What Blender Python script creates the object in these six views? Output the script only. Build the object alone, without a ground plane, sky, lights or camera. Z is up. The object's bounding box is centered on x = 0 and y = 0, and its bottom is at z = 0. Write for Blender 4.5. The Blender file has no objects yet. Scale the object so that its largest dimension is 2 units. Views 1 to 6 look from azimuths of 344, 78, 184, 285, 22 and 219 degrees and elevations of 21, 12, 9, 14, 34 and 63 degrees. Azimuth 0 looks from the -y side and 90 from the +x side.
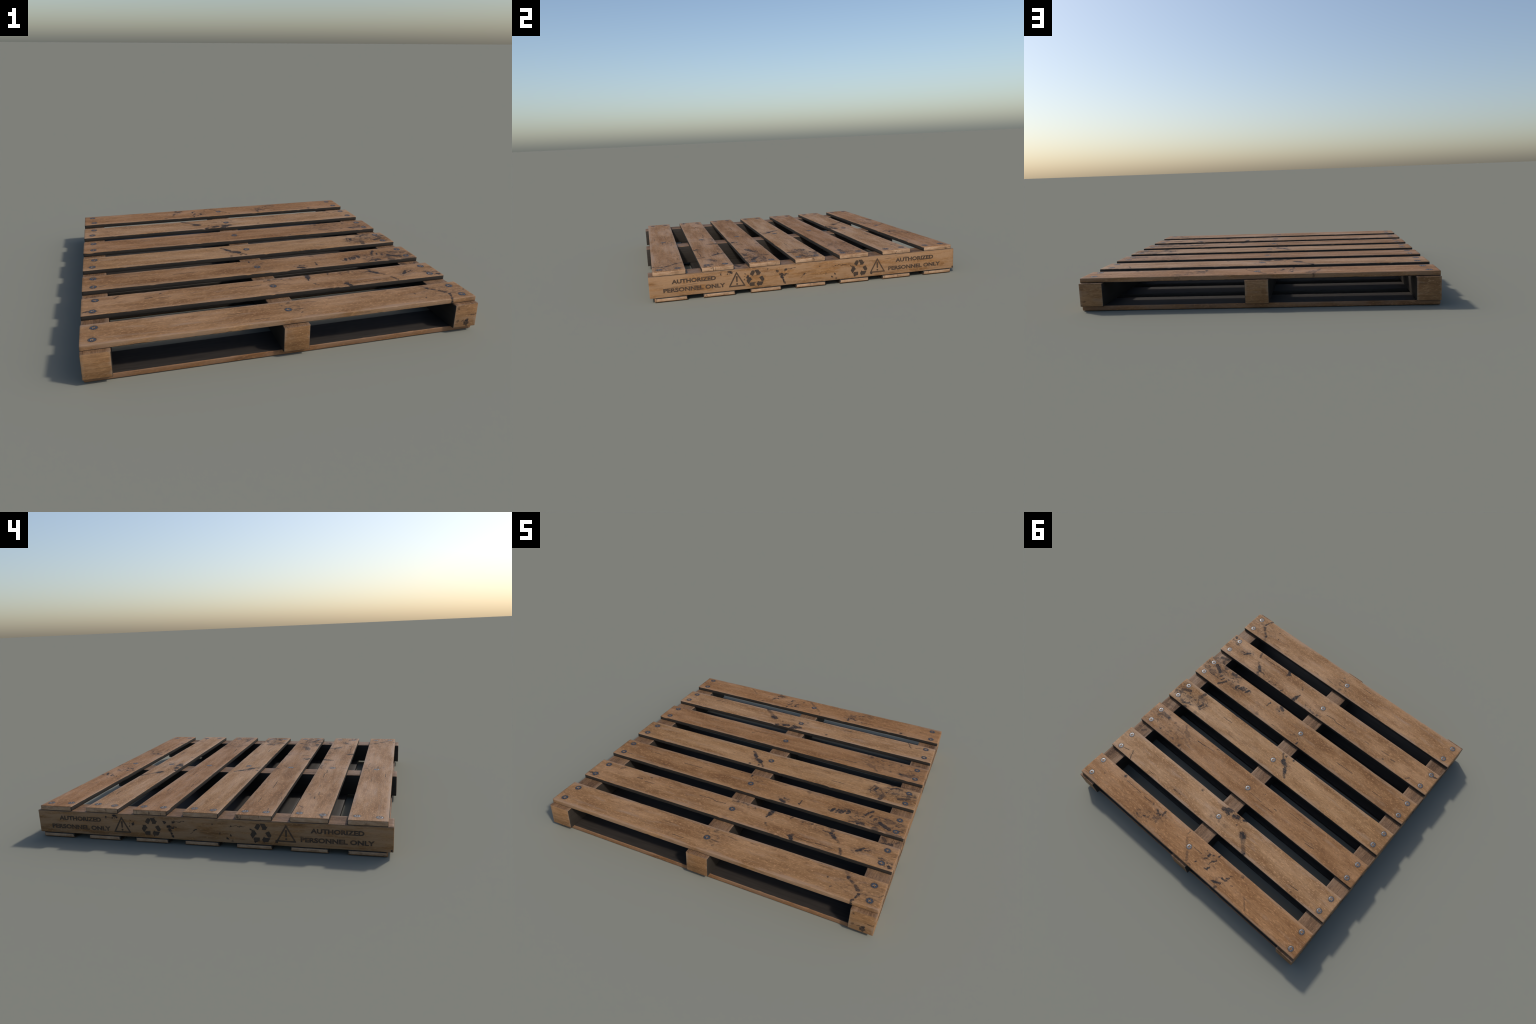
"""Weathered wooden pallet: seven deck boards and seven bottom boards on three
square stringers, domed cross-recess screws, stencilled signs on the outer
stringer faces.  Metres, z up; every measure below is a size or a rule."""
import bpy, math, random
from mathutils import Vector, noise

random.seed(7)

# ------------------------------------------------------------------ sizes
HALF = 1.0                 # stringers run from y = -1 to y = +1
BOARD_LEN = 1.998          # deck boards, along x
BOARD_W = 0.1978           # board width
BOARD_T = 0.0272           # board thickness
PITCH = 0.2927             # board to board
SHIFT = 0.0035             # the whole row of boards sits a little to the rear
STRINGER = 0.1325          # square stringer section
Z_STRINGER = 0.0275        # underside of the stringers
Z_DECK = Z_STRINGER + STRINGER + 0.0002
STRINGER_X = HALF - 0.0004 - STRINGER / 2

# ------------------------------------------------------------------ marks
# Scuffs, tar smears and drying cracks on top of each board, as strokes:
# (x0, y0, x1, y1, half width in mm, strength) in the board's own frame.
FRONT_BOARD_MARKS = [
    (0.778, 0.088, 0.804, 0.054, 8.6, 0.35), (0.799, 0.057, 0.804, 0.048, 8.2, 0.95), (0.823, 0.035, 0.831, 0.028, 8.7, 0.7),
    (0.852, 0.009, 0.873, -0.015, 7.9, 0.7), (0.884, -0.035, 0.874, -0.065, 5.5, 0.85), (0.867, -0.083, 0.856, -0.103, 5.5, 0.85),
    (0.892, -0.028, 0.952, -0.031, 3.3, 0.45), (0.983, -0.014, 0.992, 0.008, 4, 0.45), (0.735, -0.05, 0.735, -0.05, 4.8, 0.8),
    (0.701, 0.008, 0.701, 0.008, 4.7, 0.8), (0.069, -0.003, 0.027, -0.001, 2.9, 0.65), (0.06, -0.031, 0.051, -0.045, 3.7, 0.6),
    (-0.024, 0.053, -0.024, 0.053, 4.1, 0.7), (0.01, 0.068, 0.026, 0.085, 5.1, 0.45), (-0.121, -0.058, -0.19, -0.058, 2, 0.7),
]
SECOND_BOARD_MARKS = [
    (0.982, -0.077, 0.973, -0.071, 8.7, 0.85), (0.983, -0.045, 0.981, -0.046, 5.4, 0.7), (0.945, -0.031, 0.916, -0.015, 3.2, 0.6),
    (0.847, 0.008, 0.825, -0.004, 3.8, 0.75), (0.81, 0.007, 0.784, -0.026, 7.4, 0.95), (0.767, -0.045, 0.767, -0.045, 4.2, 0.5),
    (0.709, -0.091, 0.694, -0.05, 6.3, 0.65), (0.669, -0.003, 0.654, 0.017, 7.3, 0.45), (0.639, 0.024, 0.613, 0.055, 10.4, 1),
    (0.612, 0.074, 0.601, 0.09, 8.3, 0.65), (0.597, 0.054, 0.562, 0.057, 4.1, 0.65), (0.485, 0.081, 0.485, 0.081, 7.1, 0.55),
    (0.432, 0.074, 0.432, 0.074, 4.1, 0.65), (0.67, -0.067, 0.555, -0.065, 2.5, 0.75), (0.422, -0.091, 0.41, -0.068, 9.3, 0.95),
    (0.42, -0.057, 0.395, -0.072, 5.1, 0.95), (0.478, -0.069, 0.431, -0.064, 2.5, 0.65), (0.36, 0.092, 0.355, 0.072, 3.6, 0.8),
    (0.218, 0.02, 0.228, 0.044, 3.6, 0.95), (0.228, 0.051, 0.232, 0.086, 11, 1), (0.251, -0.046, 0.23, -0.027, 4.5, 0.55),
    (0.128, 0.064, 0.128, 0.064, 4, 0.6), (0.078, 0.079, 0.063, 0.084, 5.9, 0.55), (0.004, 0.082, 0.004, 0.082, 8.8, 0.65),
    (-0.055, 0.031, -0.114, 0.025, 2, 0.9), (-0.114, 0.025, -0.153, 0.037, 2, 0.9), (-0.153, 0.037, -0.233, 0.033, 2, 0.9),
    (-0.547, 0.011, -0.614, 0.007, 1.9, 0.75), (-0.644, 0.023, -0.681, 0.021, 2.7, 0.85), (-0.598, 0.062, -0.598, 0.062, 5.7, 0.65),
    (-0.811, 0.082, -0.834, 0.062, 4.7, 0.6), (-0.962, -0.06, -0.985, -0.065, 4.1, 0.95),
]
THIRD_BOARD_MARKS = [
    (0.901, -0.059, 0.841, -0.025, 12.5, 0.95), (0.827, -0.09, 0.827, -0.09, 18.7, 0.6), (0.824, -0.046, 0.824, -0.046, 14.5, 0.55),
    (0.809, 0, 0.809, 0, 10.3, 0.75), (0.784, 0.021, 0.774, 0.002, 5.1, 0.85), (0.774, 0.067, 0.745, 0.01, 6.1, 1),
    (0.691, 0.009, 0.691, 0.009, 8.1, 0.45), (0.746, -0.074, 0.724, -0.086, 10.3, 0.85), (0.723, -0.068, 0.674, -0.091, 5.1, 0.65),
    (0.71, -0.059, 0.669, -0.056, 2.1, 0.7), (0.644, 0.006, 0.642, -0.021, 8.1, 0.85), (0.626, -0.003, 0.611, -0.022, 6.1, 0.9),
    (0.598, -0.008, 0.599, -0.033, 7.1, 0.95), (0.583, -0.009, 0.572, -0.044, 5, 0.95), (0.558, -0.011, 0.547, -0.046, 7, 0.95),
    (0.97, 0.008, 0.938, -0.007, 8.4, 0.35), (0.908, 0.014, 0.873, 0.003, 14.6, 0.4), (0.904, 0.03, 0.82, 0.029, 2.5, 0.85),
    (0.974, -0.097, 0.902, -0.098, 10.6, 0.5), (0.351, -0.027, 0.349, -0.066, 4.4, 0.85), (0.259, -0.088, 0.232, -0.075, 9.9, 0.85),
    (0.248, -0.051, 0.246, -0.053, 5.9, 0.85), (0.364, 0.077, 0.364, 0.077, 11.8, 0.35), (-0.014, 0.05, -0.014, 0.05, 3.8, 0.75),
    (-0.032, 0.086, -0.035, 0.066, 4.2, 0.95), (-0.011, 0.026, -0.011, 0.026, 3.4, 0.7), (0.026, 0.029, 0.026, 0.029, 3.8, 0.6),
    (0.109, 0.082, 0.109, 0.082, 4.8, 0.45), (-0.107, 0.095, -0.109, 0.08, 3.4, 0.6), (-0.358, 0.01, -0.501, 0.008, 2.3, 0.85),
    (-0.694, 0.028, -0.774, 0.027, 2, 0.85), (-0.874, -0.055, -0.907, -0.058, 2.1, 0.75),
]
MIDDLE_BOARD_MARKS = [
    (0.939, 0.026, 0.945, -0.007, 10.2, 0.6), (0.943, -0.005, 0.893, -0.033, 10.2, 0.7), (0.889, -0.03, 0.888, -0.031, 8.5, 0.85),
    (0.915, 0.056, 0.915, 0.056, 8.1, 0.55), (0.877, 0.016, 0.846, 0.008, 10.1, 0.55), (0.886, 0.068, 0.886, 0.068, 8.1, 0.65),
    (0.862, 0.081, 0.823, 0.054, 7, 0.85), (0.824, 0.092, 0.824, 0.092, 12, 0.65), (0.792, -0.038, 0.779, -0.081, 12.1, 0.7),
    (0.791, -0.02, 0.761, 0.016, 5, 0.55), (0.758, -0.031, 0.758, -0.031, 18.1, 0.4), (0.742, 0.03, 0.727, 0.001, 8, 0.85),
    (0.717, 0.045, 0.701, -0.006, 3, 0.75), (0.701, -0.006, 0.713, -0.044, 2.4, 0.65), (0.727, 0.084, 0.727, 0.084, 11.9, 0.35),
    (0.528, -0.027, 0.45, -0.029, 2.4, 0.65), (-0.017, -0.085, -0.048, -0.045, 6.6, 0.65), (-0.054, -0.039, -0.074, -0.023, 14, 1),
    (-0.076, -0.025, -0.098, -0.01, 8.4, 0.75), (-0.104, 0.006, -0.123, 0.028, 11.5, 0.95), (-0.12, 0.03, -0.146, 0.062, 7.4, 0.65),
    (-0.049, -0.082, -0.049, -0.082, 6, 0.85), (-0.113, -0.087, -0.113, -0.087, 6.5, 0.85), (-0.118, -0.035, -0.118, -0.035, 3.7, 0.7),
]
FIFTH_BOARD_MARKS = [
    (0.924, -0.011, 0.904, -0.035, 10, 0.55), (0.902, -0.043, 0.855, -0.046, 12, 0.6), (0.84, -0.042, 0.84, -0.042, 9.9, 0.85),
    (0.887, 0.033, 0.887, 0.033, 4.4, 0.6), (0.823, 0.06, 0.823, 0.06, 5.5, 0.75), (0.749, 0.031, 0.749, 0.031, 6.8, 0.45),
    (0.77, -0.043, 0.77, -0.043, 9.8, 0.45), (0.652, -0.039, 0.618, -0.027, 15.6, 0.4), (0.687, -0.085, 0.667, -0.054, 5.9, 0.45),
    (0.683, 0.07, 0.701, 0.062, 4.3, 0.55), (0.613, 0.075, 0.613, 0.075, 9.6, 0.65), (0.587, 0.09, 0.587, 0.09, 5.7, 0.6),
    (0.533, -0.042, 0.454, -0.048, 2.7, 0.85), (0.442, -0.052, 0.389, -0.056, 1.9, 0.65), (0.376, -0.081, 0.359, -0.09, 2.7, 0.75),
    (1.006, 0.071, 0.96, 0.056, 2, 0.65), (-0.255, 0, -0.268, 0.002, 4.5, 0.8), (-0.133, -0.042, -0.133, -0.042, 3.6, 0.7),
    (-0.042, 0.018, -0.149, 0.02, 1.8, 0.65), (-0.164, 0.035, -0.259, 0.03, 1.8, 0.75), (-0.359, -0.048, -0.452, -0.047, 1.8, 0.65),
    (-0.47, -0.058, -0.534, -0.064, 1.8, 0.85), (-0.577, 0.055, -0.646, 0.048, 2.3, 0.9),
]
SIXTH_BOARD_MARKS = [
    (0.835, 0.038, 0.805, 0.091, 3.9, 0.65), (0.911, 0.059, 0.861, 0.049, 2.4, 0.75), (0.381, 0.061, 0.381, 0.061, 5.2, 0.75),
    (0.636, 0.072, 0.584, 0.071, 1.9, 0.65), (0.382, 0.059, 0.32, 0.058, 2.2, 0.75), (0.23, -0.069, 0.23, -0.069, 7.3, 0.65),
    (0.018, -0.06, -0.038, -0.093, 12.6, 0.95), (-0.019, -0.062, -0.035, -0.055, 10.8, 0.95), (-0.075, -0.069, -0.108, -0.08, 12.5, 0.95),
    (-0.148, -0.089, -0.167, -0.094, 5.3, 0.95), (-0.132, -0.031, -0.132, -0.031, 5, 0.85), (-0.206, -0.009, -0.226, 0.003, 16.8, 1),
    (-0.236, 0.019, -0.299, 0.083, 10.5, 0.5), (-0.31, 0.093, -0.31, 0.093, 10.5, 0.85), (-0.02, 0.028, -0.02, 0.028, 8.9, 0.4),
    (-0.068, 0.027, -0.068, 0.027, 8.9, 0.35), (0.046, 0.035, 0.046, 0.035, 9, 0.4), (-0.674, 0.052, -0.746, 0.045, 2.1, 0.75),
    (-0.714, 0.079, -0.714, 0.079, 4.7, 0.6),
]
REAR_BOARD_MARKS = [
    (0.725, -0.082, 0.725, -0.082, 10.5, 0.85), (0.857, -0.001, 0.857, -0.001, 4.8, 0.55), (0.687, -0.064, 0.547, -0.063, 2.1, 0.65),
    (0.505, -0.058, 0.436, -0.061, 2, 0.85), (0.414, -0.064, 0.414, -0.064, 7.4, 0.55), (0.361, -0.046, 0.322, -0.033, 6.4, 0.85),
    (0.306, -0.042, 0.304, -0.074, 6.4, 0.75), (0.338, 0.015, 0.308, -0.015, 9.1, 0.55), (0.308, 0.019, 0.308, 0.019, 9.1, 0.55),
    (0.4, 0.041, 0.4, 0.041, 7, 0.85), (0.448, 0.065, 0.448, 0.065, 7.4, 0.65), (0.451, 0.087, 0.451, 0.087, 4.6, 0.65),
    (0.077, -0.062, 0.074, -0.083, 2.7, 0.55), (0.061, -0.036, 0.023, 0.003, 6.2, 0.4), (-0.01, 0.036, -0.045, 0.076, 8.8, 0.45),
    (-0.019, -0.019, -0.096, -0.019, 1.8, 0.75), (-0.07, 0.085, -0.085, 0.087, 6, 0.5), (-0.099, 0.044, -0.099, 0.044, 6.1, 0.85),
    (-0.108, -0.06, -0.108, -0.06, 3.9, 0.85), (-0.138, -0.038, -0.141, -0.05, 7, 1), (-0.166, -0.062, -0.166, -0.062, 6.1, 0.95),
    (-0.129, -0.009, -0.143, -0.024, 3.8, 0.95), (-0.2, -0.08, -0.201, -0.092, 5.2, 0.95), (-0.181, 0.001, -0.182, -0.027, 3.1, 0.9),
    (-0.185, -0.025, -0.202, -0.046, 3.8, 1), (-0.195, 0.035, -0.198, 0.014, 5.2, 1), (-0.174, 0.042, -0.201, 0.037, 3.5, 0.85),
    (-0.099, 0.044, -0.099, 0.044, 5.2, 0.95), (-0.273, 0.068, -0.324, 0.049, 5.2, 0.95), (-0.312, 0.017, -0.345, 0.008, 4.8, 0.95),
    (-0.339, -0.004, -0.35, -0.016, 5.2, 0.85), (-0.317, 0.086, -0.317, 0.086, 10.3, 0.65), (-0.342, -0.03, -0.364, -0.041, 2.8, 0.65),
    (-0.409, -0.082, -0.409, -0.082, 10.3, 0.45), (-0.387, 0.013, -0.406, 0.01, 3.1, 0.65), (-0.507, 0.012, -0.564, 0.075, 4.3, 0.4),
]
BOARD_MARKS = [FRONT_BOARD_MARKS, SECOND_BOARD_MARKS, THIRD_BOARD_MARKS,
               MIDDLE_BOARD_MARKS, FIFTH_BOARD_MARKS, SIXTH_BOARD_MARKS,
               REAR_BOARD_MARKS]

# broad trodden areas, same stroke form; speckled rather than solid
BOARD_SOIL = [
    [(0.95, 0.0, 0.80, 0.0, 60, 0.35), (0.03, 0.02, 0.0, 0.03, 60, 0.4)],
    [(0.97, -0.06, 0.93, -0.04, 34, 0.8), (0.85, 0.01, 0.78, -0.02, 32, 0.6), (0.62, 0.05, 0.45, 0.07, 40, 0.4),
     (0.12, 0.08, 0.0, 0.08, 30, 0.6)],
    [(0.93, -0.02, 0.72, -0.04, 66, 0.85), (0.66, 0.0, 0.54, -0.03, 26, 0.7), (0.26, -0.06, 0.22, -0.06, 26, 0.6),
     (0.02, 0.05, -0.05, 0.08, 34, 0.45)],
    [(0.93, 0.02, 0.84, 0.03, 62, 0.85), (0.77, -0.02, 0.73, 0.0, 48, 0.85), (0.95, -0.05, 0.93, -0.06, 30, 0.4)],
    [(0.96, 0.0, 0.86, -0.03, 50, 0.6), (0.80, 0.02, 0.58, 0.02, 66, 0.45)],
    [(0.0, -0.07, -0.12, -0.08, 30, 0.6), (0.03, 0.03, -0.07, 0.03, 44, 0.35)],
    [(0.44, 0.06, 0.30, -0.02, 42, 0.6), (-0.14, -0.03, -0.20, -0.02, 48, 0.45), (-0.30, 0.05, -0.33, 0.02, 40, 0.4)],
]

# Strokes on the outer face of the outer stringers: (along, up) instead of (x, y)
STRINGER_FACE_MARKS = [
    (-0.568, 0.044, -0.568, 0.044, 4.9, 0.85), (-0.52, 0.053, -0.501, 0.044, 5.7, 0.95),
    (-0.528, 0.043, -0.528, 0.043, 3.3, 0.7), (-0.512, 0.037, -0.512, 0.037, 2.9, 0.7),
    (-0.416, 0.032, -0.416, 0.032, 4.1, 0.75), (-0.419, 0.012, -0.419, 0.012, 3.3, 0.7),
    (-0.423, -0.004, -0.423, -0.004, 4.1, 0.8), (-0.402, 0.014, -0.402, 0.011, 5.7, 0.95),
    (-0.214, 0.029, -0.211, 0.03, 5.8, 0.85), (-0.166, 0.033, -0.149, 0.036, 4.2, 0.9),
    (-0.142, 0.035, -0.094, 0.039, 2, 0.75), (-0.193, 0.005, -0.167, 0.002, 6.6, 0.95),
    (-0.185, -0.01, -0.179, -0.017, 7.5, 0.9), (-0.164, 0.012, -0.143, 0.007, 3.3, 0.75),
    (-0.177, -0.028, -0.169, -0.046, 3.3, 0.85), (-0.169, -0.046, -0.168, -0.048, 5, 0.9),
    (-0.047, -0.013, -0.029, -0.003, 3, 0.9), (-0.065, -0.029, -0.047, -0.015, 1.6, 0.65),
    (0.063, 0.035, 0.063, 0.035, 3.4, 0.65), (0.103, -0.014, 0.102, -0.018, 3.1, 0.6),
    (0.163, -0.024, 0.165, -0.024, 4.3, 0.85), (0.146, -0.043, 0.148, -0.043, 5.1, 0.85),
    (0.171, -0.056, 0.171, -0.056, 4.3, 0.65), (0.27, 0.015, 0.295, 0.009, 2.6, 0.95),
    (0.3, -0.05, 0.303, -0.048, 6.3, 0.95), (0.155, 0.028, 0.238, 0.028, 1.6, 0.75),
    (-0.273, 0.05, -0.273, 0.048, 3.3, 0.65), (0.411, -0.045, 0.411, -0.048, 5.6, 0.9),
    (0.993, -0.061, 0.995, -0.058, 4.1, 0.9),
]
# smears on top of the stringer beside the most soiled boards: (along, across)
STRINGER_TOP_MARKS = [
    (-0.46, 0.045, -0.44, -0.01, 13, 0.8), (-0.425, 0.03, -0.4, 0.05, 12, 0.7),
    (-0.42, -0.03, -0.40, -0.045, 6, 0.6), (0.155, 0.02, 0.16, -0.03, 8, 0.4),
    (0.43, 0.02, 0.45, 0.0, 9, 0.55), (0.435, -0.03, 0.44, -0.04, 6, 0.5),
]
# splintered marks on the visible end of the front stringer ends: (across, up)
STRINGER_END_MARKS = [
    (0.0, -0.045, 0.012, -0.025, 9, 0.9), (0.012, -0.055, 0.018, -0.04, 8, 0.8),
    (-0.045, -0.03, -0.04, -0.028, 7, 0.6), (0.03, 0.0, 0.06, 0.006, 4, 0.55),
    (-0.02, -0.03, -0.01, -0.025, 4, 0.6), (-0.05, 0.045, -0.045, 0.05, 6, 0.6),
]

# ------------------------------------------------------------------ node helpers
class Tree:
    """Thin wrapper that makes node wiring read like arithmetic."""
    def __init__(self, tree):
        self.t = tree

    def node(self, kind, **props):
        n = self.t.nodes.new(kind)
        for k, v in props.items():
            setattr(n, k, v)
        return n

    def put(self, socket, value):
        if isinstance(value, bpy.types.NodeSocket):
            self.t.links.new(value, socket)
        else:
            socket.default_value = value

    def math(self, op, a, b=0.0, c=0.0, clamp=False):
        n = self.node('ShaderNodeMath', operation=op, use_clamp=clamp)
        for s, v in zip(n.inputs, (a, b, c)):
            self.put(s, v)
        return n.outputs[0]

    def remap(self, v, lo, hi, a=0.0, b=1.0, smooth=True):
        n = self.node('ShaderNodeMapRange',
                      interpolation_type='SMOOTHSTEP' if smooth else 'LINEAR')
        for s, x in zip(n.inputs, (v, lo, hi, a, b)):
            self.put(s, x)
        return n.outputs[0]

    def mapped(self, vec, scale, offset=(0, 0, 0)):
        n = self.node('ShaderNodeMapping')
        self.put(n.inputs['Vector'], vec)
        n.inputs['Scale'].default_value = scale
        n.inputs['Location'].default_value = offset
        return n.outputs[0]

    def noise(self, vec, scale=1.0, detail=3.0, rough=0.55, colour=False):
        n = self.node('ShaderNodeTexNoise')
        self.put(n.inputs['Vector'], vec)
        n.inputs['Scale'].default_value = scale
        n.inputs['Detail'].default_value = detail
        n.inputs['Roughness'].default_value = rough
        return n.outputs['Color' if colour else 'Fac']

    def ramp(self, v, stops):
        n = self.node('ShaderNodeValToRGB')
        el = n.color_ramp.elements
        while len(el) < len(stops):
            el.new(0.5)
        for e, (p, c) in zip(el, stops):
            e.position = p
            e.color = (*c, 1)
        self.put(n.inputs[0], v)
        return n.outputs[0]

    def mix(self, fac, a, b, mode='MIX'):
        n = self.node('ShaderNodeMix', data_type='RGBA', blend_type=mode)
        self.put(n.inputs[0], fac)
        for s, v in ((n.inputs[6], a), (n.inputs[7], b)):
            self.put(s, v if isinstance(v, bpy.types.NodeSocket) else (*v, 1))
        return n.outputs[2]

    def vec(self, op, a, b):
        n = self.node('ShaderNodeVectorMath', operation=op)
        self.put(n.inputs[0], a)
        self.put(n.inputs[1], b)
        return n.outputs[0]


def make_stroke_group():
    """One soft capsule-shaped stroke, laid over the strokes before it."""
    g = bpy.data.node_groups.new('stroke', 'ShaderNodeTree')
    for name in ('Before', 'U', 'V', 'CU', 'CV', 'Cos', 'Sin', 'Half', 'Width', 'Strength'):
        g.interface.new_socket(name, in_out='INPUT', socket_type='NodeSocketFloat')
    g.interface.new_socket('Mask', in_out='OUTPUT', socket_type='NodeSocketFloat')
    t = Tree(g)
    i = t.node('NodeGroupInput').outputs
    du = t.math('SUBTRACT', i['U'], i['CU'])
    dv = t.math('SUBTRACT', i['V'], i['CV'])
    along = t.math('ADD', t.math('MULTIPLY', du, i['Cos']), t.math('MULTIPLY', dv, i['Sin']))
    side = t.math('SUBTRACT', t.math('MULTIPLY', dv, i['Cos']), t.math('MULTIPLY', du, i['Sin']))
    past = t.math('MAXIMUM', t.math('SUBTRACT', t.math('ABSOLUTE', along), i['Half']), 0.0)
    dist = t.math('SQRT', t.math('ADD', t.math('MULTIPLY', past, past),
                                 t.math('MULTIPLY', side, side)))
    m = t.remap(t.math('DIVIDE', dist, i['Width']), 1.22, 0.68, 0.0, i['Strength'])
    out = t.node('NodeGroupOutput')
    g.links.new(t.math('MAXIMUM', m, i['Before']), out.inputs[0])
    return g


STROKE = make_stroke_group()


def stroke_mask(t, u, v, marks):
    before = 0.0
    for u0, v0, u1, v1, w, strength in marks:
        n = t.node('ShaderNodeGroup')
        n.node_tree = STROKE
        half = math.hypot(u1 - u0, v1 - v0) / 2
        ang = math.atan2(v1 - v0, u1 - u0)
        for name, val in (('Before', before), ('U', u), ('V', v),
                          ('CU', (u0 + u1) / 2), ('CV', (v0 + v1) / 2),
                          ('Cos', math.cos(ang)), ('Sin', math.sin(ang)),
                          ('Half', half), ('Width', w / 1000), ('Strength', strength)):
            t.put(n.inputs[name], val)
        before = n.outputs[0]
    return before


def new_material(name):
    m = bpy.data.materials.new(name)
    m.use_nodes = True
    m.node_tree.nodes.clear()
    t = Tree(m.node_tree)
    bsdf = t.node('ShaderNodeBsdfPrincipled')
    out = t.node('ShaderNodeOutputMaterial')
    m.node_tree.links.new(bsdf.outputs[0], out.inputs[0])
    return m, t, bsdf


def axes(t, vec):
    n = t.node('ShaderNodeSeparateXYZ')
    t.put(n.inputs[0], vec)
    return n.outputs[0], n.outputs[1], n.outputs[2]


INK = (0.017, 0.0155, 0.017)


def wood_material(name, seed, dark, mid, light, fleck, grey, half_w,
                  top_marks=(), face_marks=(), end_marks=(), soil=(), halo=(), streaks=1.0, across=False):
    """Brown sawn timber with the grain along local x."""
    m, t, bsdf = new_material(name)
    obj = t.node('ShaderNodeTexCoord').outputs['Object']
    off = (seed * 3.71, seed * 1.37, seed * 2.23)
    x, y, z = axes(t, obj)
    place_xyz = obj
    if across:                  # grain runs across the face instead
        turn = t.node('ShaderNodeCombineXYZ')
        for s, v in zip(turn.inputs, (y, x, z)):
            t.put(s, v)
        obj = turn.outputs[0]
    # slow tone changes, stretched along the board
    tone = t.noise(t.mapped(obj, (2.6, 11, 11), off), 1.0, 4, 0.6)
    col = t.ramp(tone, [(0.30, dark), (0.50, mid), (0.70, light)])
    patch = t.noise(t.mapped(obj, (7, 16, 16), off), 1.0, 3, 0.55)
    col = t.mix(t.remap(patch, 0.52, 0.72, 0, 0.55), col, dark)
    # fibres
    fibre = t.noise(t.mapped(obj, (5, 185, 185), off), 1.0, 5, 0.65)
    lum = t.remap(fibre, 0.28, 0.72, 1.0 - 0.22 * streaks, 1.0 + 0.17 * streaks, False)
    grey_lum = t.node('ShaderNodeCombineXYZ')
    for s in grey_lum.inputs:
        t.put(s, lum)
    col = t.mix(1.0, col, grey_lum.outputs[0], 'MULTIPLY')
    # short pale and dark flecks of torn grain
    short = t.noise(t.mapped(obj, (58, 165, 165), off), 1.0, 3, 0.62)
    col = t.mix(t.remap(short, 0.52, 0.70, 0, 0.72), col, fleck)
    pits = t.noise(t.mapped(obj, (38, 190, 190), (off[1], off[2], off[0])), 1.0, 3, 0.6)
    col = t.mix(t.remap(pits, 0.55, 0.74, 0, 0.6), col, (dark[0] * .5, dark[1] * .5, dark[2] * .55))
    # greyed, rubbed patches, mostly along the long edges
    rub = t.noise(t.mapped(obj, (5, 28, 28), (off[2], off[0], off[1])), 1.0, 4, 0.6)
    edge = t.remap(t.math('ABSOLUTE', y), half_w * 0.70, half_w, 0, 0.20)
    col = t.mix(t.remap(t.math('ADD', rub, edge), 0.53, 0.80, 0, 0.75), col, grey)
    # thin drying cracks that follow the grain
    line = t.noise(t.mapped(obj, (1.7, 26, 26), (off[1] + 4, off[0], off[2])), 1.0, 2, 0.5)
    thin = t.remap(t.math('ABSOLUTE', t.math('SUBTRACT', line, 0.5)), 0.0035, 0.011, 1, 0)
    where = t.remap(t.noise(t.mapped(obj, (4.5, 9, 9), off), 1.0, 2), 0.58, 0.68)
    crack = t.math('MULTIPLY', thin, where)
    col = t.mix(t.math('MULTIPLY', crack, 0.62), col, (0.045, 0.026, 0.016))
    # scattered specks of grime
    speck = t.noise(t.mapped(obj, (60, 75, 75), (off[0], off[2], off[1])), 1.0, 2, 0.5)
    speck_zone = t.remap(t.noise(t.mapped(obj, (3, 6, 6), off), 1.0, 2), 0.52, 0.68)
    grime = t.math('MULTIPLY', t.remap(speck, 0.69, 0.76, 0, 0.6), speck_zone)
    # smears at given places, with ragged edges
    wob = t.noise(obj, 42, 3, 0.6, True)
    fine = t.noise(t.mapped(obj, (120, 240, 240), off), 1.0, 3, 0.6, True)
    wob = t.vec('MULTIPLY', t.vec('SUBTRACT', wob, (0.5, 0.5, 0.5)), (0.028, 0.028, 0.028))
    fine = t.vec('MULTIPLY', t.vec('SUBTRACT', fine, (0.5, 0.5, 0.5)), (0.016, 0.012, 0.012))
    rx, ry, rz = axes(t, t.vec('ADD', place_xyz, t.vec('ADD', wob, fine)))
    mask = grime
    if soil:                    # trodden, speckled areas
        dots = t.noise(t.mapped(obj, (36, 70, 70), (off[1], off[0], off[2])), 1.0, 5, 0.7)
        area = t.math('MULTIPLY', stroke_mask(t, rx, ry, soil), t.remap(dots, 0.51, 0.60))
        mask = t.math('MAXIMUM', mask, area)
    if top_marks:
        broad = [k for k in top_marks if k[4] > 3.4]
        thin_marks = [k for k in top_marks if k[4] <= 3.4]
        if broad:
            mask = t.math('MAXIMUM', mask, stroke_mask(t, rx, ry, broad))
        if thin_marks:          # cracks keep straighter than smears
            calm = t.vec('MULTIPLY', t.vec('ADD', wob, fine), (0.3, 0.3, 0.3))
            cx, cy, cz = axes(t, t.vec('ADD', place_xyz, calm))
            mask = t.math('MAXIMUM', mask, stroke_mask(t, cx, cy, thin_marks))
    if face_marks:
        fm = stroke_mask(t, rx, rz, [(a, b, c, d, w * 1.3, min(1.0, k * 1.1))
                                     for a, b, c, d, w, k in face_marks])
        fm = t.math('MULTIPLY', fm, t.math('LESS_THAN', y, -half_w + 0.004))
        mask = t.math('MAXIMUM', mask, fm)
    if end_marks:
        em = stroke_mask(t, t.math('MULTIPLY', ry, -1.0), rz, end_marks)
        em = t.math('MULTIPLY', em, t.math('LESS_THAN', x, 0.0))
        mask = t.math('MAXIMUM', mask, em)
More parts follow.
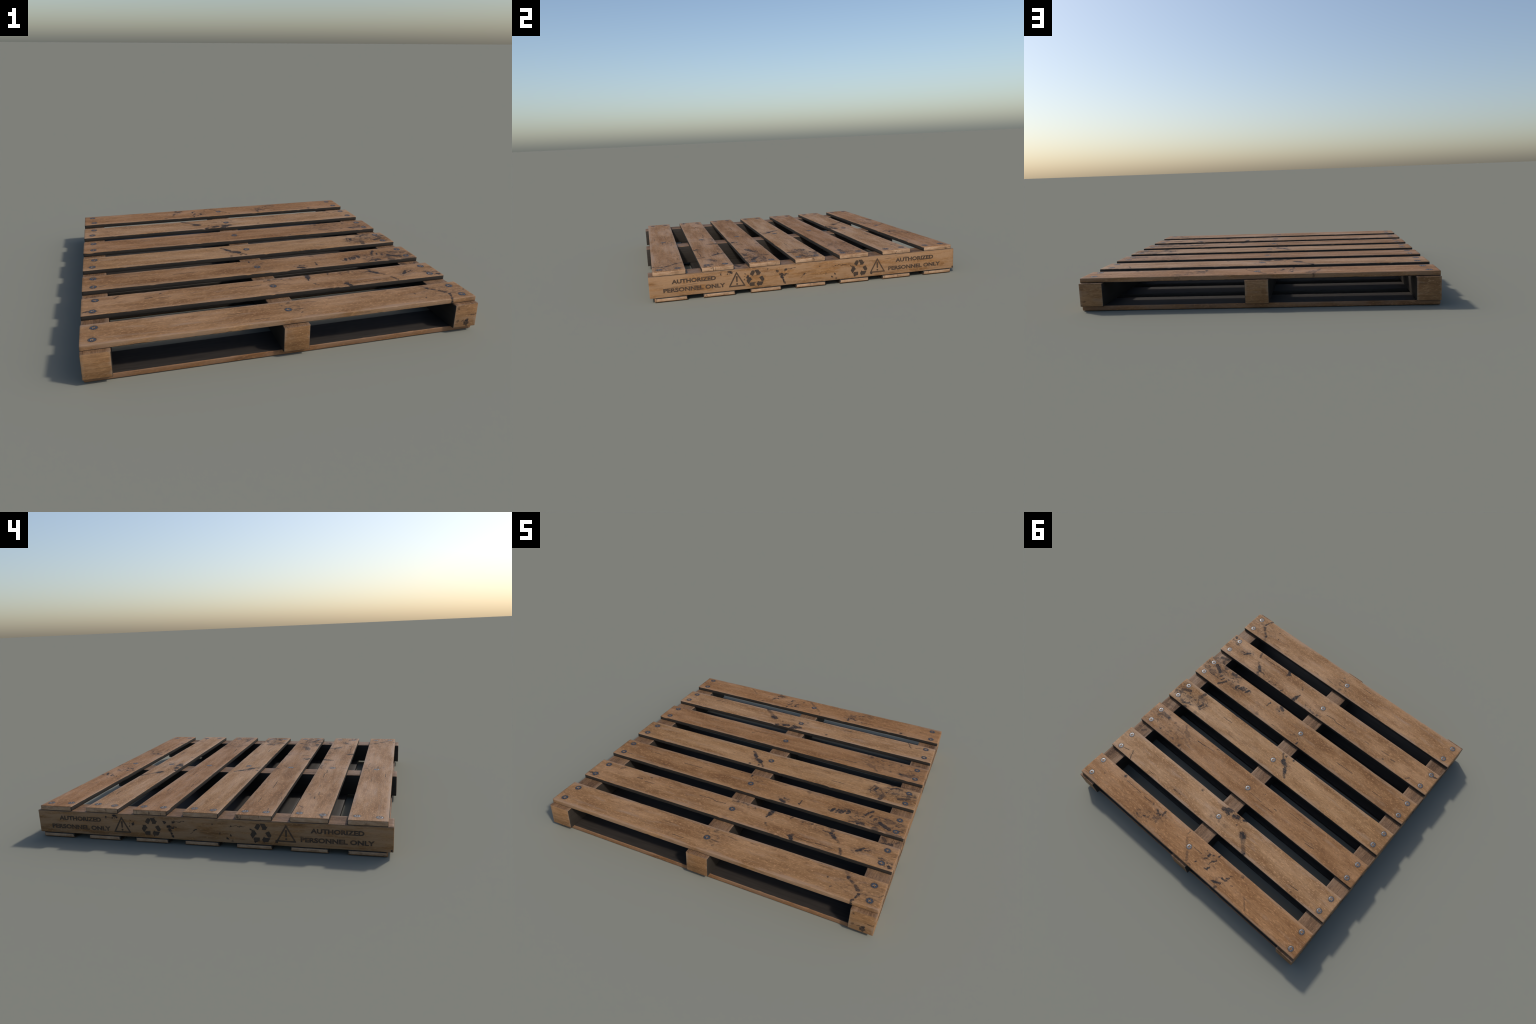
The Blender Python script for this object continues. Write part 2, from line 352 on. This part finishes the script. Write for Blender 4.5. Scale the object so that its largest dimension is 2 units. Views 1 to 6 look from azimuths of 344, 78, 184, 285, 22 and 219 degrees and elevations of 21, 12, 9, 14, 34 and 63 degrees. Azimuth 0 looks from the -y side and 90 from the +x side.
    if halo:                    # soft brown-black smudges under smears and round screws
        soft_n = t.noise(t.mapped(obj, (16, 30, 30), (off[2], off[0], off[1])), 1.0, 4, 0.65)
        soft = t.math('MULTIPLY', stroke_mask(t, rx, ry, halo), t.remap(soft_n, 0.34, 0.60, 0.25, 1.0))
        col = t.mix(soft, col, (0.075, 0.042, 0.022))
    worn = t.noise(t.mapped(obj, (45, 140, 140), (off[2], off[1], off[0])), 1.0, 4, 0.65)
    mask = t.math('MULTIPLY', mask, t.remap(worn, 0.38, 0.66, 1.15, 0.66), clamp=True)
    col = t.mix(t.math('MULTIPLY', mask, 0.97), col, INK)
    t.put(bsdf.inputs['Base Color'], col)
    t.put(bsdf.inputs['Roughness'], t.math('ADD', t.remap(tone, 0.35, 0.65, 0.72, 0.50), t.math('MULTIPLY', mask, 0.15)))
    bsdf.inputs['Specular IOR Level'].default_value = 0.24
    bump = t.node('ShaderNodeBump')
    bump.inputs['Strength'].default_value = 0.45
    bump.inputs['Distance'].default_value = 0.0016
    h = t.math('ADD', fibre, t.math('MULTIPLY', short, 0.7))
    h = t.math('SUBTRACT', h, t.math('MULTIPLY', crack, 0.9))
    t.put(bump.inputs['Height'], h)
    t.put(bsdf.inputs['Normal'], bump.outputs[0])
    return m


def end_grain_material(name, seed):
    """Paler saw-cut board ends with growth rings seen end on."""
    m, t, bsdf = new_material(name)
    obj = t.node('ShaderNodeTexCoord').outputs['Object']
    off = (seed * 1.9, seed * 3.1, seed * 0.7)
    tone = t.noise(t.mapped(obj, (3, 22, 60), off), 1.0, 4, 0.6)
    col = t.ramp(tone, [(0.30, (0.27, 0.152, 0.078)), (0.5, (0.40, 0.240, 0.135)),
                        (0.72, (0.49, 0.325, 0.205))])
    pore = t.noise(t.mapped(obj, (60, 130, 220), off), 1.0, 4, 0.65)
    col = t.mix(t.remap(pore, 0.55, 0.75, 0, 0.5), col, (0.17, 0.095, 0.045))
    split = t.noise(t.mapped(obj, (1, 34, 9), off), 1.0, 2, 0.5)
    thin = t.remap(t.math('ABSOLUTE', t.math('SUBTRACT', split, 0.5)), 0.004, 0.014, 0.75, 0)
    thin = t.math('MULTIPLY', thin, t.remap(t.noise(t.mapped(obj, (5, 14, 5), off), 1.0, 1), .52, .62))
    col = t.mix(thin, col, (0.04, 0.025, 0.015))
    dirt = t.noise(t.mapped(obj, (10, 26, 40), off), 1.0, 4, 0.65)
    col = t.mix(t.remap(dirt, 0.62, 0.76, 0, 0.7), col, (0.06, 0.042, 0.03))
    t.put(bsdf.inputs['Base Color'], col)
    bsdf.inputs['Roughness'].default_value = 0.62
    bsdf.inputs['Specular IOR Level'].default_value = 0.4
    bump = t.node('ShaderNodeBump')
    bump.inputs['Strength'].default_value = 0.4
    bump.inputs['Distance'].default_value = 0.0015
    t.put(bump.inputs['Height'], pore)
    t.put(bsdf.inputs['Normal'], bump.outputs[0])
    return m


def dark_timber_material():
    """Near-black inner faces."""
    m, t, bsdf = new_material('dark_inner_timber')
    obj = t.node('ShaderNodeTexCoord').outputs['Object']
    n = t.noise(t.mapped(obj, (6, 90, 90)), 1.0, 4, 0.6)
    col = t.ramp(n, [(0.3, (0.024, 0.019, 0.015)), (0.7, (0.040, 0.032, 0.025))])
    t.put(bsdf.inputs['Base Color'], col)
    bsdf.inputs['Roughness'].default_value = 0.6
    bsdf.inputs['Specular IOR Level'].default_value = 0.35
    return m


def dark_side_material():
    """Near-black board sides; the brown of the top frays over the edge."""
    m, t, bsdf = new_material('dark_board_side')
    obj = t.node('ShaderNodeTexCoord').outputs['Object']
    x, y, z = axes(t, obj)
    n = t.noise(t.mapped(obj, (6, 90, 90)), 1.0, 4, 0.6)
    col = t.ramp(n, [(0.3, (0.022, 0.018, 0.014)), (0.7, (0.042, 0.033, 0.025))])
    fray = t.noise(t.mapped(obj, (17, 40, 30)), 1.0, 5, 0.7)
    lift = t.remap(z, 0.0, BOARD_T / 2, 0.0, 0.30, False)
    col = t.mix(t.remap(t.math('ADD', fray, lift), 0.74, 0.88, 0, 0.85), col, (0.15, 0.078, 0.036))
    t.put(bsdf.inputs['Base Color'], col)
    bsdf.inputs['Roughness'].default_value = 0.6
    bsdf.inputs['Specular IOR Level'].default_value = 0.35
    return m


def ink_material(name, colour, wood, wear):
    """Stencil paint, rubbed thin so that the grain shows through."""
    m, t, bsdf = new_material(name)
    obj = t.node('ShaderNodeTexCoord').outputs['Object']
    n = t.noise(t.mapped(obj, (22, 160, 160)), 1.0, 4, 0.65)
    big = t.noise(t.mapped(obj, (14, 30, 30), (3, 1, 2)), 1.0, 3, 0.6)
    f = t.remap(t.math('ADD', t.math('MULTIPLY', n, 0.6), t.math('MULTIPLY', big, 0.5)),
                0.46, 0.70, 0.0, wear, False)
    t.put(bsdf.inputs['Base Color'], t.mix(f, colour, wood))
    bsdf.inputs['Roughness'].default_value = 0.6
    bsdf.inputs['Specular IOR Level'].default_value = 0.4
    return m


def steel_material():
    m, t, bsdf = new_material('dull_steel')
    obj = t.node('ShaderNodeTexCoord').outputs['Object']
    n = t.noise(obj, 260, 3, 0.6)
    t.put(bsdf.inputs['Base Color'],
          t.ramp(n, [(0.3, (0.085, 0.087, 0.092)), (0.7, (0.215, 0.22, 0.228))]))
    bsdf.inputs['Metallic'].default_value = 1.0
    t.put(bsdf.inputs['Roughness'], t.remap(n, 0.3, 0.7, 0.40, 0.56))
    return m


def recess_material():
    m, t, bsdf = new_material('dark_recess')
    obj = t.node('ShaderNodeTexCoord').outputs['Object']
    t.put(bsdf.inputs['Base Color'],
          t.ramp(t.noise(obj, 300, 2), [(0.35, (0.018, 0.019, 0.023)), (0.65, (0.05, 0.052, 0.06))]))
    bsdf.inputs['Roughness'].default_value = 0.6
    bsdf.inputs['Metallic'].default_value = 0.5
    return m


def hole_rim_material():
    m, t, bsdf = new_material('screw_hole_rim')
    obj = t.node('ShaderNodeTexCoord').outputs['Object']
    n = t.noise(obj, 190, 3, 0.6)
    t.put(bsdf.inputs['Base Color'],
          t.ramp(n, [(0.42, (0.022, 0.016, 0.012)), (0.66, (0.16, 0.085, 0.04))]))
    bsdf.inputs['Roughness'].default_value = 0.7
    return m


# ------------------------------------------------------------------ timber geometry
def timber_mesh(name, length, width, thick, bevel, chip, seed, slots, stations=230, end_bevel=0.0022):
    """Sawn timber along local x.  The long edges are rounded by wear: the
    radius wanders and bites deeper where the edge is chipped.  `slots` gives
    the material index of top, bottom, left (-y), right (+y), end and the four
    rounded edges, anticlockwise from the upper right one (edge0 to edge3)."""
    hw, ht = width / 2, thick / 2
    corners = [(+1, +1), (-1, +1), (-1, -1), (+1, -1)]      # (y, z), anticlockwise
    flat_tag = ['top', 'left', 'bottom', 'right']
    flat_steps = [8, 2, 4, 2]
    arc_steps = 3

    def wear(x, k):
        a = noise.noise(Vector((x * 5.3, k * 9.1, seed * 4.7)))
        b = noise.noise(Vector((x * 23.0, k * 5.7, seed * 2.9 + 40)))
        deep = chip if k in (0, 1) else chip * 0.6
        return bevel * (1.0 + 0.45 * a) + deep * max(0.0, b - 0.28)

    def ring(x, inset):
        pts, tags = [], []
        rad = [min(wear(x, k), ht * 0.85 - inset) for k in range(4)]
        for k, (sy, sz) in enumerate(corners):
            r = rad[k] + inset
            cy, cz = sy * (hw - r), sz * (ht - r)
            rr = r - inset
            start = math.atan2(sz, sy) - math.pi / 4
            for s in range(arc_steps + 1):
                a = start + (math.pi / 2) * s / arc_steps
                pts.append((cy + rr * math.cos(a), cz + rr * math.sin(a)))
                tags.append('edge%d' % k)
            ny, nz = corners[(k + 1) % 4]
            r2 = rad[(k + 1) % 4] + inset
            a = start + math.pi / 2
            p0 = pts[-1]
            p1 = (ny * (hw - r2) + rad[(k + 1) % 4] * math.cos(a),
                  nz * (ht - r2) + rad[(k + 1) % 4] * math.sin(a))
            tags[-1] = flat_tag[k]
            for s in range(1, flat_steps[k]):
                f = s / flat_steps[k]
                pts.append((p0[0] + (p1[0] - p0[0]) * f, p0[1] + (p1[1] - p0[1]) * f))
                tags.append(flat_tag[k])
        return pts, tags

    lx = length / 2
    xs = [(-lx, end_bevel), (-lx + end_bevel * 0.4, end_bevel * 0.35), (-lx + end_bevel, 0)]
    inner = lx - end_bevel
    xs += [(-inner + 2 * inner * i / stations, 0) for i in range(1, stations)]
    xs += [(-p, i) for p, i in reversed(xs[:3])]
    verts, faces, mats = [], [], []
    count = None
    for x, inset in xs:
        pts, tags = ring(x, inset)
        count = len(pts)
        for p in pts:
            verts.append((x, p[0], p[1]))
    for i in range(len(xs) - 1):
        for j in range(count):
            k = (j + 1) % count
            faces.append((i * count + j, i * count + k, (i + 1) * count + k, (i + 1) * count + j))
            mats.append(slots[tags[j]])
    last = (len(xs) - 1) * count
    faces.append(tuple(reversed(range(count))))
    faces.append(tuple(range(last, last + count)))
    mats += [slots['end'], slots['end']]
    me = bpy.data.meshes.new(name)
    me.from_pydata(verts, [], faces)
    me.polygons.foreach_set('material_index', mats)
    me.polygons.foreach_set('use_smooth', [True] * len(faces))
    me.update()
    me.set_sharp_from_angle(angle=math.radians(38))
    return me


def place(name, mesh, parent, loc=(0, 0, 0), rot_z=0.0):
    o = bpy.data.objects.new(name, mesh)
    bpy.context.scene.collection.objects.link(o)
    o.parent = parent
    o.location = loc
    o.rotation_euler = (0, 0, rot_z)
    return o


# ------------------------------------------------------------------ screws
def screw_mesh(steel, rim, recess):
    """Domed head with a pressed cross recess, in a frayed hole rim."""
    R, dome, segs, rings = 0.0166, 0.0018, 56, 18
    verts, faces, mats = [(0, 0, 0)], [], []

    def height(px, py):
        r = math.hypot(px, py)
        z = -0.0004 + dome * (1 - (r / R) ** 2) ** 0.6 if r < R else 0.0
        arm = min(abs(px), abs(py))
        reach = max(abs(px), abs(py))
        if reach < R * 0.62:
            z -= 0.0032 * max(0, min(1, (0.0030 - arm) / 0.0010)) * max(0, min(1, (R * 0.62 - reach) / 0.0015))
        return z

    radii = [R * (i / rings) for i in range(1, rings + 1)]
    for r in radii:
        for s in range(segs):
            a = 2 * math.pi * s / segs
            px, py = r * math.cos(a), r * math.sin(a)
            verts.append((px, py, height(px, py)))
    verts[0] = (0, 0, height(0, 0))
    outer = [(R, -0.0035), (R * 1.02, 0.0002), (R * 1.12, 0.0008), (R * 1.26, -0.0001), (R * 1.28, -0.002)]
    for k, (r, z) in enumerate(outer):
        for s in range(segs):
            a = 2 * math.pi * s / segs
            f = 1 + (0.05 * noise.noise(Vector((math.cos(a) * 2, math.sin(a) * 2, 5.0))) if k > 1 else 0)
            verts.append((r * f * math.cos(a), r * f * math.sin(a), z))
    rows = rings + len(outer)
    for s in range(segs):
        faces.append((0, 1 + s, 1 + (s + 1) % segs))
        mats.append(2)
    for i in range(rows - 1):
        for s in range(segs):
            a, b = 1 + i * segs + s, 1 + i * segs + (s + 1) % segs
            faces.append((a, a + segs, b + segs, b))
            cx = sum(verts[q][0] for q in (a, a + segs, b + segs, b)) / 4
            cy = sum(verts[q][1] for q in (a, a + segs, b + segs, b)) / 4
            pressed = min(abs(cx), abs(cy)) < 0.0026 and max(abs(cx), abs(cy)) < R * 0.60
            mats.append(1 if i >= rings else 2 if pressed else 0)
    me = bpy.data.meshes.new('screw')
    me.from_pydata(verts, [], faces)
    me.materials.append(steel)
    me.materials.append(rim)
    me.materials.append(recess)
    me.polygons.foreach_set('material_index', mats)
    me.polygons.foreach_set('use_smooth', [True] * len(faces))
    me.update()
    me.set_sharp_from_angle(angle=math.radians(50))
    return me


# ------------------------------------------------------------------ stencilled signs
SIGN_PROUD = 0.0007        # paint thickness in front of the timber face


def prism_mesh(name, outlines, material):
    """Flat painted shapes in the (along, up) plane of a stringer face; an
    outline may carry an inner outline, which makes it a frame."""
    verts, faces = [], []
    for outer, hole in outlines:
        for depth in (0, 1):
            yy = -STRINGER / 2 - SIGN_PROUD * (1 - depth * 2.0)
            base = len(verts)
            verts += [(p[0], yy, p[1]) for p in outer]
            if hole:
                verts += [(p[0], yy, p[1]) for p in hole]
            n = len(outer)
            if depth == 0:
                front = base
                if hole:
                    for i in range(n):
                        j = (i + 1) % n
                        faces.append((base + i, base + j, base + n + j, base + n + i))
                else:
                    faces.append(tuple(range(base, base + n)))
            else:
                for i in range(n):
                    j = (i + 1) % n
                    faces.append((front + j, front + i, base + i, base + j))
    me = bpy.data.meshes.new(name)
    me.from_pydata(verts, [], faces)
    me.materials.append(material)
    me.update()
    return me


def rounded(poly, r, steps=4):
    """Round the corners of a convex-ish polygon with quadratic arcs."""
    out, n = [], len(poly)
    for i in range(n):
        p, a, b = Vector(poly[i]), Vector(poly[i - 1]), Vector(poly[(i + 1) % n])
        s = p + (a - p).normalized() * min(r, (a - p).length * .45)
        e = p + (b - p).normalized() * min(r, (b - p).length * .45)
        for k in range(steps + 1):
            f = k / steps
            q = s * (1 - f) ** 2 + p * 2 * f * (1 - f) + e * f ** 2
            out.append((q.x, q.y))
    return out


def warning_outlines(cu, cv, w=0.108, h=0.096):
    """Triangle frame with an exclamation mark."""
    tri = [(cu - w / 2, cv - h / 2), (cu + w / 2, cv - h / 2), (cu, cv + h / 2)]
    mid = (cu, cv - h / 2 + h / 3)
    k = 0.735
    inner = [(mid[0] + (p[0] - mid[0]) * k, mid[1] + (p[1] - mid[1]) * k) for p in tri]
    frame = (rounded(tri, 0.006), rounded(inner, 0.003))
    bar = rounded([(cu - 0.0040, cv - 0.020), (cu + 0.0040, cv - 0.020),
                   (cu + 0.0062, cv + 0.018), (cu - 0.0062, cv + 0.018)], 0.0034)
    dot = [(cu + 0.0060 * math.cos(a), cv - 0.0315 + 0.0056 * math.sin(a))
           for a in (2 * math.pi * i / 16 for i in range(16))]
    return [frame, (bar, None), (dot, None)]


def recycling_outlines(cu, cv):
    """Three folded chasing arrows; one arrow is two pieces, turned by thirds."""
    tail = rounded([(-0.035, 0.030), (-0.016, 0.017), (-0.0015, 0.043), (-0.008, 0.053),
                    (-0.021, 0.053)], 0.004)
    head = [(-0.005, 0.055), (0.0085, 0.0275), (0.005, 0.0215), (0.027, 0.0215),
            (0.038, 0.041), (0.031, 0.038), (0.0205, 0.055)]
    shapes = []
    for turn in range(3):
        a = -turn * 2 * math.pi / 3
        c, s = math.cos(a), math.sin(a)
        for piece in (tail, head):
            shapes.append(([(cu + c * p[0] - s * p[1], cv + s * p[0] + c * p[1])
                            for p in piece], None))
    return shapes


def lettering_mesh(text, u0, u1, v0, v1, material):
    """Bold stencil capitals fitted into a rectangle of the stringer face."""
    cu = bpy.data.curves.new('lettering', 'FONT')
    cu.body = text
    cu.size = 1.0
    cu.offset = 0.046
    cu.extrude = 0.5
    cu.space_character = 1.02
    cu.resolution_u = 4
    tmp = bpy.data.objects.new('lettering_source', cu)
    bpy.context.scene.collection.objects.link(tmp)
    dg = bpy.context.evaluated_depsgraph_get()
    me = bpy.data.meshes.new_from_object(tmp.evaluated_get(dg))
    bpy.data.objects.remove(tmp)
    bpy.data.curves.remove(cu)
    lo = [min(v.co[i] for v in me.vertices) for i in range(2)]
    hi = [max(v.co[i] for v in me.vertices) for i in range(2)]
    for v in me.vertices:
        fx = (v.co.x - lo[0]) / (hi[0] - lo[0])
        fy = (v.co.y - lo[1]) / (hi[1] - lo[1])
        yy = -STRINGER / 2 - SIGN_PROUD * (1 if v.co.z > 0 else -1)
        v.co = (u0 + fx * (u1 - u0), yy, v0 + fy * (v1 - v0))
    me.name = 'lettering'
    me.materials.clear()
    me.materials.append(material)
    me.update()
    return me


# ------------------------------------------------------------------ build
pallet = bpy.data.objects.new('wooden_pallet', None)
bpy.context.scene.collection.objects.link(pallet)
pallet['label'] = 'worn brown wooden pallet with stencilled warning signs'
pallet['category'] = 'pallet'

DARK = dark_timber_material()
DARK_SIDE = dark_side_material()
STEEL, RIM = steel_material(), hole_rim_material()

# tones drift a little from board to board: (red, green, blue) factors
BOARD_TINT = [(1.03, 1.05, 1.07), (1.0, 1.01, 1.02), (0.93, 0.91, 0.86), (1.03, 1.06, 1.05),
              (0.93, 0.89, 0.84), (1.10, 1.16, 1.24), (1.0, 0.95, 0.88)]


def tinted(c, k):
    return tuple(a * b for a, b in zip(c, k))


def board_material(name, seed, tint, marks, soil, screws=()):
    halo = [(a, b, c, d, w * 1.9, 0.34 * k) for a, b, c, d, w, k in marks if w > 5 and k > 0.5]
    halo += [(a, b, c, d, w * 1.1, 0.26 * k) for a, b, c, d, w, k in soil]
    halo += [(x, y, x, y, 30, 0.22) for x, y in screws]
    marks = [(a, b, c, d, w * (1.22 if w > 3.4 else 1.1), min(1.0, k * 1.1)) for a, b, c, d, w, k in marks]
    return wood_material(name, seed,
                         tinted((0.170, 0.078, 0.028), tint), tinted((0.268, 0.138, 0.057), tint),
                         tinted((0.345, 0.190, 0.089), tint), tinted((0.47, 0.250, 0.114), tint),
                         tinted((0.290, 0.182, 0.112), tint), BOARD_W / 2, top_marks=marks, soil=soil, halo=halo)


SCREW = screw_mesh(STEEL, RIM, recess_material())
rng = random.Random(21)

for i in range(7):
    yc = (i - 3) * PITCH + SHIFT
    screws = [(sx * 0.9375 + rng.uniform(-0.008, 0.008), sy * 0.0575 + rng.uniform(-0.006, 0.006))
              for sx, sy in ((-1, -1), (-1, 1), (0, 0), (1, -1), (1, 1))]
    wood = board_material('deck_wood', i + 1.3, BOARD_TINT[i], BOARD_MARKS[i], BOARD_SOIL[i], screws)
    ends = end_grain_material('deck_end_grain', i + 2.1)
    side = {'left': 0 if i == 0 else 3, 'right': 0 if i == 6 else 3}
    me = timber_mesh('deck_board', BOARD_LEN - rng.uniform(0, 0.002), BOARD_W, BOARD_T,
                     0.0032, 0.010, i + 1,
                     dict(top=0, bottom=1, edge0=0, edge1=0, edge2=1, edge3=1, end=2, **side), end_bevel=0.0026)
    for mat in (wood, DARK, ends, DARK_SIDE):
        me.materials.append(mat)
    board = place('deck_board', me, pallet, (0, yc, Z_DECK + BOARD_T / 2))
    for px, py in screws:
        place('screw', SCREW, board, (px, py, BOARD_T / 2), rng.uniform(0, math.pi / 2))

for i in range(7):
    yc = (i - 3) * PITCH + SHIFT
    wood = board_material('bottom_wood', i + 11.7, (0.84, 0.76, 0.70), (), ())
    ends = end_grain_material('bottom_end_grain', i + 12.4)
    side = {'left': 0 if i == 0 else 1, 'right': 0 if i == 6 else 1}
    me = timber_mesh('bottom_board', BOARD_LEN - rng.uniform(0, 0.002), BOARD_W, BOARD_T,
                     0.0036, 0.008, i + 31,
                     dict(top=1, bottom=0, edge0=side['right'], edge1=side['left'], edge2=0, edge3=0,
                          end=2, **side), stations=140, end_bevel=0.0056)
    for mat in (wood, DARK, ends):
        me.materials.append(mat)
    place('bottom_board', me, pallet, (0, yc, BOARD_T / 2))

STRINGER_DARK, STRINGER_MID = (0.160, 0.072, 0.024), (0.265, 0.128, 0.046)
STRINGER_LIGHT, STRINGER_FLECK = (0.330, 0.175, 0.074), (0.42, 0.230, 0.102)
STRINGER_GREY = (0.34, 0.205, 0.112)
LETTER_INK = ink_material('letter_paint', (0.044, 0.028, 0.019), STRINGER_MID, 0.30)
SIGN_INK = ink_material('sign_paint', (0.036, 0.024, 0.017), STRINGER_MID, 0.16)
Z_MID = Z_STRINGER + STRINGER / 2

for k, x in enumerate((STRINGER_X, 0.0, -STRINGER_X)):
    outer = k != 1
    wood = wood_material('stringer_wood', k + 5.2, STRINGER_DARK, STRINGER_MID, STRINGER_LIGHT,
                         STRINGER_FLECK, STRINGER_GREY, STRINGER / 2,
                         face_marks=STRINGER_FACE_MARKS if outer else (), streaks=1.6)
    butt = wood_material('stringer_end_wood', k + 3.4, (0.175, 0.085, 0.032), (0.275, 0.142, 0.060),
                         (0.335, 0.185, 0.088), (0.39, 0.22, 0.105), (0.32, 0.21, 0.13), STRINGER / 2,
                         end_marks=STRINGER_END_MARKS if k == 0 else (), streaks=1.25, across=True)
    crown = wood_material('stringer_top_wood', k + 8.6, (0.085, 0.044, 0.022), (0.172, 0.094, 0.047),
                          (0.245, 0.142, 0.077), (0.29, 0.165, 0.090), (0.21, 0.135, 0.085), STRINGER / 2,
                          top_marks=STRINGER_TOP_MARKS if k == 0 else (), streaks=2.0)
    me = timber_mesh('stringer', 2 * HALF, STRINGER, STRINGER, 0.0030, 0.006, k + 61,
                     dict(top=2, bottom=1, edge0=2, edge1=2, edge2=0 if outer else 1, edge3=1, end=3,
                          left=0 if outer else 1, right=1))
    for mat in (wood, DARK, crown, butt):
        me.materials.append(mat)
    stringer = place('stringer', me, pallet, (x, 0, Z_MID),
                     -math.pi / 2 if k == 2 else math.pi / 2)
    if not outer:
        continue
    # on the second face the stencils slipped a little
    slip_rec, slip_right = (0.0, 0.0) if k == 0 else (0.060, 0.008)
    for u_auth, u_pers, u_warn, u_rec in (
            ((-0.865, -0.598), (-0.918, -0.543), -0.470, -0.353 + slip_rec),
            ((0.582 + slip_right, 0.851 + slip_right), (0.530 + slip_right, 0.902 + slip_right),
             0.4545 + slip_right, 0.329)):
        place('lettering', lettering_mesh('AUTHORIZED', *u_auth, 0.1055 - Z_MID, 0.132 - Z_MID,
                                          LETTER_INK), stringer)
        place('lettering', lettering_mesh('PERSONNEL ONLY', *u_pers, 0.055 - Z_MID, 0.0815 - Z_MID,
                                          LETTER_INK), stringer)
        place('warning_sign', prism_mesh('warning_sign', warning_outlines(u_warn, 0.098 - Z_MID),
                                         LETTER_INK), stringer)
        place('recycling_sign', prism_mesh('recycling_sign', recycling_outlines(u_rec, 0.0895 - Z_MID),
                                           SIGN_INK), stringer)
